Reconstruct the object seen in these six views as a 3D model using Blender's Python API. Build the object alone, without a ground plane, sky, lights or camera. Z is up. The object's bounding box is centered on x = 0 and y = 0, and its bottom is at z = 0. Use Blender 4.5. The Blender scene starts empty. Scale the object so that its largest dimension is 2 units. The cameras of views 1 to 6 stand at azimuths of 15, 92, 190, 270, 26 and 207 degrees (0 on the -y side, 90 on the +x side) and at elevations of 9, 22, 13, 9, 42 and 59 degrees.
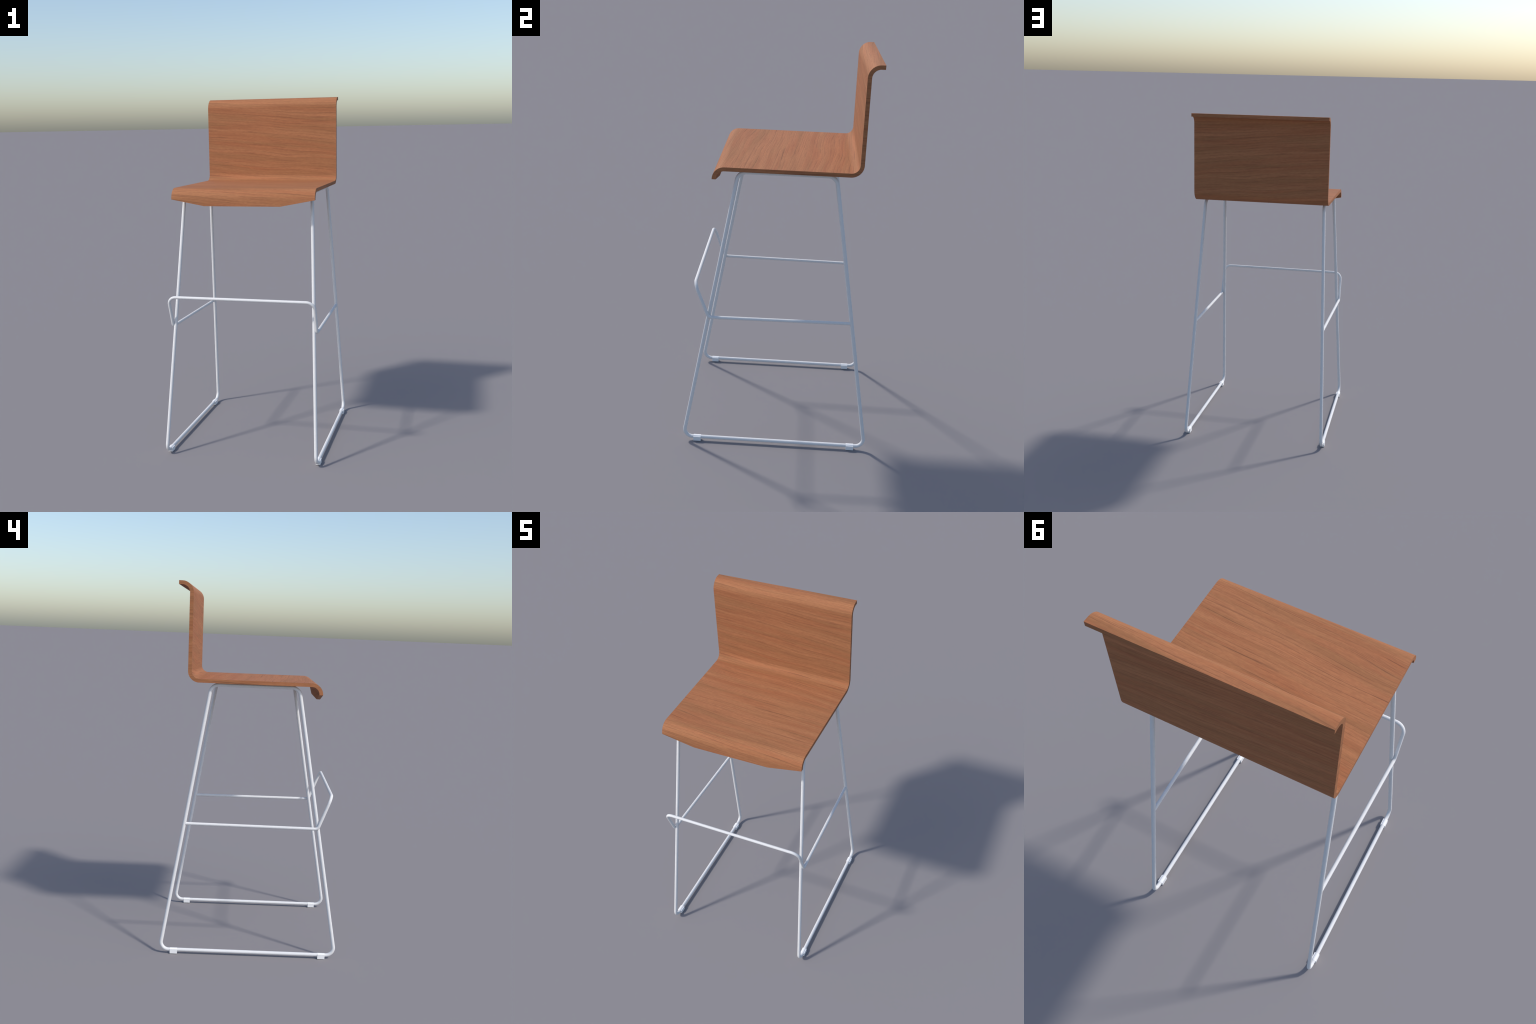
"""Bar stool: one bent plywood shell (seat + backrest) on a white bent-rod sled frame."""
import bpy, math
from mathutils import Vector

# ------------------------------------------------------------------ sizes (metres)
HALF_W = 0.404          # half width of the plywood shell
PLY = 0.0192            # plywood thickness
SEAT_Z = 1.5002         # top face of the seat
BACK_Y = 0.3455         # front face of the backrest
TOP_Z = 2.0             # top of the rolled-over backrest
TIP_Y = 0.4226          # rear tip of the backrest roll
LIP_Y = -0.3462         # front face of the seat lip
R_IN, R_OUT = 0.040, 0.040 + PLY
LIP_SIDE_Z, LIP_MID_Z, LIP_FLAT = 1.4410, 1.4040, 0.214

ROD = 0.0096            # side-frame rod radius
REST_ROD = 0.0083       # footrest rod radius
FOOT_X, TOP_X = 0.4284, 0.3662
RAIL_Z, TOP_RAIL_Z = 0.0195, 1.4714


def front_leg_y(z):
    return -0.4840 + 0.1772 * z


def back_leg_y(z):
    return 0.4825 - 0.1640 * z


def leg_x(z):
    return FOOT_X + (TOP_X - FOOT_X) * (z - RAIL_Z) / (TOP_RAIL_Z - RAIL_Z)


# ------------------------------------------------------------------ materials
WOOD_RED = (0.388, 0.143, 0.059)
WOOD_TAN = (0.352, 0.150, 0.062)
WOOD_PALE = (0.475, 0.198, 0.087)
WOOD_DARK = (0.205, 0.076, 0.036)
WOOD_LINE = (0.150, 0.056, 0.028)

def nodes_of(name):
    m = bpy.data.materials.new(name)
    m.use_nodes = True
    nt = m.node_tree
    return m, nt, nt.nodes["Principled BSDF"]


def math_node(nt, op, a, b=None, c=None):
    n = nt.nodes.new("ShaderNodeMath")
    n.operation = op
    for i, v in enumerate((a, b, c)):
        if v is None:
            continue
        if isinstance(v, (int, float)):
            n.inputs[i].default_value = v
        else:
            nt.links.new(v, n.inputs[i])
    return n.outputs[0]


def noise(nt, vec, scale, detail=2.0, rough=0.5):
    n = nt.nodes.new("ShaderNodeTexNoise")
    n.inputs["Scale"].default_value = scale
    n.inputs["Detail"].default_value = detail
    n.inputs["Roughness"].default_value = rough
    nt.links.new(vec, n.inputs["Vector"])
    return n.outputs["Fac"]


def remap(nt, val, lo, hi, to_lo=0.0, to_hi=1.0, smooth=True):
    n = nt.nodes.new("ShaderNodeMapRange")
    n.interpolation_type = "SMOOTHSTEP" if smooth else "LINEAR"
    nt.links.new(val, n.inputs["Value"])
    n.inputs["From Min"].default_value = lo
    n.inputs["From Max"].default_value = hi
    n.inputs["To Min"].default_value = to_lo
    n.inputs["To Max"].default_value = to_hi
    return n.outputs["Result"]


def combine(nt, x, y, z):
    n = nt.nodes.new("ShaderNodeCombineXYZ")
    for s, v in zip(n.inputs, (x, y, z)):
        if isinstance(v, (int, float)):
            s.default_value = v
        else:
            nt.links.new(v, s)
    return n.outputs[0]


def mix_color(nt, fac, a, b):
    n = nt.nodes.new("ShaderNodeMix")
    n.data_type = "RGBA"
    nt.links.new(fac, n.inputs["Factor"])
    for s, v in ((n.inputs[6], a), (n.inputs[7], b)):
        if isinstance(v, tuple):
            s.default_value = v + (1.0,)
        else:
            nt.links.new(v, s)
    return n.outputs[2]


def wood(name, edge=False):
    """Reddish-brown veneer.  Grain runs across the shell (x) and the lines are stacked along
    v = y + z, which follows the profile from lip to roll; on the cut side edges the grain
    runs front to back (y) and is stacked along z."""
    m, nt, bsdf = nodes_of(name)
    tc = nt.nodes.new("ShaderNodeTexCoord")
    sep = nt.nodes.new("ShaderNodeSeparateXYZ")
    nt.links.new(tc.outputs["Object"], sep.inputs[0])
    x, y, z = sep.outputs
    along = y if edge else x
    v0 = z if edge else math_node(nt, "ADD", y, z)

    def field(vv, sa, sv, detail, rough=0.5, off=0.0):
        vec = combine(nt, math_node(nt, "MULTIPLY_ADD", along, sa, off), math_node(nt, "MULTIPLY", vv, sv), off)
        return noise(nt, vec, 1.0, detail, rough)

    # slow waviness plus a slight slant of the whole grain
    wave = math_node(nt, "MULTIPLY", math_node(nt, "SUBTRACT", field(v0, 1.7, 4.0, 1.0, off=5.2), 0.5), 0.06)
    slant = math_node(nt, "MULTIPLY", along, 0.0 if edge else 0.085)
    v = math_node(nt, "ADD", v0, math_node(nt, "ADD", wave, slant))

    # growth lines: thin dark contours, one every 2-3 cm, broken up along their length
    jitter = math_node(nt, "MULTIPLY", field(v, 0.5, 22.0, 1.0, off=2.4), 2.2)
    ring = math_node(nt, "FRACT", math_node(nt, "MULTIPLY_ADD", v, 58.0, jitter))
    edge_up = remap(nt, ring, 0.0, 0.06)
    edge_dn = remap(nt, ring, 0.06, 0.16, 1.0, 0.0)
    breaks = remap(nt, field(v, 4.0, 45.0, 4.0, 0.65, off=9.1), 0.36, 0.62)
    lines = math_node(nt, "MULTIPLY", math_node(nt, "MULTIPLY", edge_up, edge_dn), breaks)
    late = remap(nt, ring, 0.15, 0.85, 0.0, 1.0)          # early wood to late wood
    bands = remap(nt, field(v, 1.3, 26.0, 2.0, off=4.4), 0.32, 0.68)
    hue = remap(nt, field(v, 2.0, 34.0, 2.0, off=7.3), 0.38, 0.62)
    streak = remap(nt, field(v, 4.5, 190.0, 2.0, 0.6, off=3.1), 0.52, 0.72)
    fine = remap(nt, field(v, 48.0, 330.0, 2.0, 0.6, off=1.7), 0.3, 0.7)
    col = mix_color(nt, hue, WOOD_RED, WOOD_TAN)
    col = mix_color(nt, math_node(nt, "MULTIPLY", bands, 0.65), col, WOOD_PALE)
    col = mix_color(nt, math_node(nt, "MULTIPLY", late, 0.12), col, WOOD_DARK)
    col = mix_color(nt, math_node(nt, "MULTIPLY", fine, 0.30), col, WOOD_DARK)
    col = mix_color(nt, math_node(nt, "MULTIPLY", streak, 0.70 if edge else 0.52), col, WOOD_DARK)
    col = mix_color(nt, math_node(nt, "MULTIPLY", lines, 0.88), col, WOOD_LINE)
    nt.links.new(col, bsdf.inputs["Base Color"])
    bsdf.inputs["Roughness"].default_value = 0.8
    bsdf.inputs["Specular IOR Level"].default_value = 0.3
    return m


def white_paint(name, color, rough):
    m, nt, bsdf = nodes_of(name)
    tc = nt.nodes.new("ShaderNodeTexCoord")
    f = remap(nt, noise(nt, tc.outputs["Object"], 40.0, 2.0), 0.3, 0.7)
    dark = tuple(c * 0.985 for c in color)
    nt.links.new(mix_color(nt, f, dark, color), bsdf.inputs["Base Color"])
    bsdf.inputs["Roughness"].default_value = rough
    bsdf.inputs["Specular IOR Level"].default_value = 0.3
    return m


WOOD_FACE = wood("veneer_face")
WOOD_EDGE = wood("veneer_edge", edge=True)
PAINT = white_paint("white_lacquered_steel", (0.72, 0.72, 0.72), 0.8)
PLASTIC = white_paint("white_plastic", (0.84, 0.84, 0.84), 0.8)


# ------------------------------------------------------------------ helpers
def link(ob, parent=None):
    bpy.context.scene.collection.objects.link(ob)
    ob.parent = parent
    return ob


def arc(cy, cz, r, a0, a1, n=18):
    return [(cy + r * math.cos(math.radians(a0 + (a1 - a0) * i / n)),
             cz + r * math.sin(math.radians(a0 + (a1 - a0) * i / n))) for i in range(n + 1)]


def fillet(points, radii, closed, n=14):
    """Round the corners of a 3D polyline; radii[i] = 0 keeps the point."""
    out, cnt = [], len(points)
    for i, (p, r) in enumerate(zip(points, radii)):
        p = Vector(p)
        if r == 0 or (not closed and i in (0, cnt - 1)):
            out.append(p)
            continue
        a = (Vector(points[i - 1]) - p).normalized()
        b = (Vector(points[(i + 1) % cnt]) - p).normalized()
        half = a.angle(b) / 2
        bis = (a + b).normalized()
        c = p + bis * (r / math.sin(half))
        t = r / math.tan(half)
        s, e = p + a * t - c, p + b * t - c
        turn = s.angle(e)
        for k in range(n + 1):
            f = k / n
            out.append(c + (s * math.sin((1 - f) * turn) + e * math.sin(f * turn)) / math.sin(turn))
    return out


def tube(name, path, radius, closed, mat, segs=28):
    n = len(path)
    tang = []
    for i in range(n):
        a = path[i - 1] if (closed or i) else path[i]
        b = path[(i + 1) % n] if (closed or i < n - 1) else path[i]
        tang.append((b - a).normalized())
    nrm = tang[0].orthogonal().normalized()
    # a fixed side vector keeps the rings of a planar loop untwisted
    verts, faces = [], []
    for i in range(n):
        if i:
            nrm = tang[i - 1].rotation_difference(tang[i]) @ nrm
        bn = tang[i].cross(nrm)
        for k in range(segs):
            ang = 2 * math.pi * k / segs
            verts.append(path[i] + (nrm * math.cos(ang) + bn * math.sin(ang)) * radius)
    for i in range(n if closed else n - 1):
        j = (i + 1) % n
        for k in range(segs):
            q = (k + 1) % segs
            faces.append((i * segs + k, i * segs + q, j * segs + q, j * segs + k))
    if not closed:
        faces.append(tuple(reversed(range(segs))))
        faces.append(tuple((n - 1) * segs + k for k in range(segs)))
    me = bpy.data.meshes.new(name)
    me.from_pydata(verts, [], faces)
    me.update()
    me.shade_smooth()
    me.set_sharp_from_angle(angle=math.radians(50))
    me.materials.append(mat)
    return bpy.data.objects.new(name, me)


# ------------------------------------------------------------------ the stool
stool = bpy.data.objects.new("bar_stool", None)
stool["label"] = "tall bar stool, bent brown wood shell on white rod frame"
stool["category"] = "bar stool"
link(stool)


def build_shell():
    """Profile in the y-z plane, run from the front lip over the seat and up the back,
    as matching pairs (upper face point, under face point)."""
    cy_l, cz_l = LIP_Y + R_OUT, SEAT_Z - R_OUT
    up = arc(cy_l, cz_l, R_OUT, 180, 90)
    dn = arc(cy_l, cz_l, R_IN, 180, 90)
    cy_b, cz_b = BACK_Y - R_IN, SEAT_Z + R_IN
    up += arc(cy_b, cz_b, R_IN, 270, 360)
    dn += arc(cy_b, cz_b, R_OUT, 270, 360)
    split = len(up) - 1                       # backrest begins where the bend ends
    cy_t, cz_t = BACK_Y + R_OUT, TOP_Z - R_OUT
    up += arc(cy_t, cz_t, R_OUT, 180, 90) + [(TIP_Y, TOP_Z)]
    dn += arc(cy_t, cz_t, R_IN, 180, 90) + [(TIP_Y, TOP_Z - PLY)]
    rows = [(None, None)] + list(zip(up, dn))  # row 0 = the shaped end of the lip
    split += 1
    cols = (-HALF_W, -LIP_FLAT, LIP_FLAT, HALF_W)
    verts, faces, mats, part = [], [], [], []

    def vid(r, c, side):
        return (r * 4 + c) * 2 + side
    for r, (u, d) in enumerate(rows):
        for x in cols:
            if r == 0:
                z = LIP_MID_Z if abs(x) < HALF_W - 1e-6 else cz_l - 0.0012
                verts += [(x, LIP_Y, z), (x, LIP_Y + PLY, z)]
            else:
                verts += [(x, *u), (x, *d)]

    def add(f, mat, r):
        faces.append(f)
        mats.append(mat)
        part.append(0 if r < split else 1)
    n = len(rows)
    for r in range(n - 1):
        for c in range(3):
            add((vid(r, c, 0), vid(r, c + 1, 0), vid(r + 1, c + 1, 0), vid(r + 1, c, 0)), 0, r)
            add((vid(r, c, 1), vid(r + 1, c, 1), vid(r + 1, c + 1, 1), vid(r, c + 1, 1)), 0, r)
        add((vid(r, 0, 0), vid(r + 1, 0, 0), vid(r + 1, 0, 1), vid(r, 0, 1)), 1, r)
        add((vid(r, 3, 0), vid(r, 3, 1), vid(r + 1, 3, 1), vid(r + 1, 3, 0)), 1, r)
    for c in range(3):
        add((vid(0, c, 0), vid(0, c, 1), vid(0, c + 1, 1), vid(0, c + 1, 0)), 0, 0)
        add((vid(n - 1, c, 0), vid(n - 1, c + 1, 0), vid(n - 1, c + 1, 1), vid(n - 1, c, 1)), 0, n)
    whole = bpy.data.meshes.new("whole_shell")
    whole.from_pydata(verts, [], faces)
    whole.update()
    whole.shade_smooth()
    whole.set_sharp_from_angle(angle=math.radians(30))
    normals = [Vector(cn.vector) for cn in whole.corner_normals]
    for which, name in ((0, "seat"), (1, "backrest")):
        ids, vs, fs, ns, ms = {}, [], [], [], []
        for poly in whole.polygons:
            if part[poly.index] != which:
                continue
            f = []
            for li in poly.loop_indices:
                v = whole.loops[li].vertex_index
                if v not in ids:
                    ids[v] = len(vs)
                    vs.append(verts[v])
                f.append(ids[v])
                ns.append(normals[li])
            fs.append(f)
            ms.append(mats[poly.index])
        me = bpy.data.meshes.new(name)
        me.from_pydata(vs, [], fs)
        me.materials.append(WOOD_FACE)
        me.materials.append(WOOD_EDGE)
        me.polygons.foreach_set("material_index", ms)
        me.update()
        me.shade_smooth()
        me.normals_split_custom_set(ns)
        link(bpy.data.objects.new(name, me), stool)
    bpy.data.meshes.remove(whole)


def foot_pad_mesh():
    """Block with a half-round sleeve that clips over the bottom rod, origin on the floor."""
    w, h, half_len, r = 0.0128, 0.0245, 0.0196, 0.0103
    a0 = math.asin((h - RAIL_Z) / r)
    sec = [(-w, 0.0), (w, 0.0), (w, h)]
    sec += [(r * math.cos(a0 + (math.pi - 2 * a0) * i / 16), RAIL_Z + r * math.sin(a0 + (math.pi - 2 * a0) * i / 16))
            for i in range(17)]
    sec.append((-w, h))
    n = len(sec)
    vs = [(x, -half_len, z) for x, z in sec] + [(x, half_len, z) for x, z in sec]
    fs = [tuple(range(n)), tuple(reversed(range(n, 2 * n)))]
    fs += [(i, i + n, (i + 1) % n + n, (i + 1) % n) for i in range(n)]
    me = bpy.data.meshes.new("foot_pad")
    me.from_pydata(vs, [], fs)
    me.update()
    me.shade_smooth()
    me.set_sharp_from_angle(angle=math.radians(30))
    me.materials.append(PLASTIC)
    return me


def build_frames():
    pad = foot_pad_mesh()
    for s in (1, -1):
        corners = [(s * FOOT_X, front_leg_y(RAIL_Z), RAIL_Z), (s * FOOT_X, back_leg_y(RAIL_Z), RAIL_Z),
                   (s * TOP_X, back_leg_y(TOP_RAIL_Z), TOP_RAIL_Z), (s * TOP_X, front_leg_y(TOP_RAIL_Z), TOP_RAIL_Z)]
        frame = link(tube("side_frame", fillet(corners, (0.041, 0.041, 0.048, 0.048), True), ROD, True, PAINT), stool)
        for y in (-0.4064, 0.4030):
            p = link(bpy.data.objects.new("foot_pad", pad), frame)
            p.location = (s * FOOT_X, y, 0.0)


def build_footrest():
    """One rod: from the back leg along each side, outside the front leg,
    then up and forward into the cross bar."""
    z, bar_y, bar_z, x = 0.7225, -0.4222, 0.9018, 0.4127
    back = (leg_x(z), back_leg_y(z) - 0.002, z)
    corner = (x + 0.0005, -0.3545, z)
    top = (x, bar_y, bar_z)
    pts = [back, corner, top]
    path = pts + [(-a, b, c) for a, b, c in reversed(pts)]
    link(tube("footrest", fillet(path, (0, 0.022, 0.045, 0.045, 0.022, 0), False), REST_ROD, False, PAINT, 24), stool)


build_shell()
build_frames()
build_footrest()
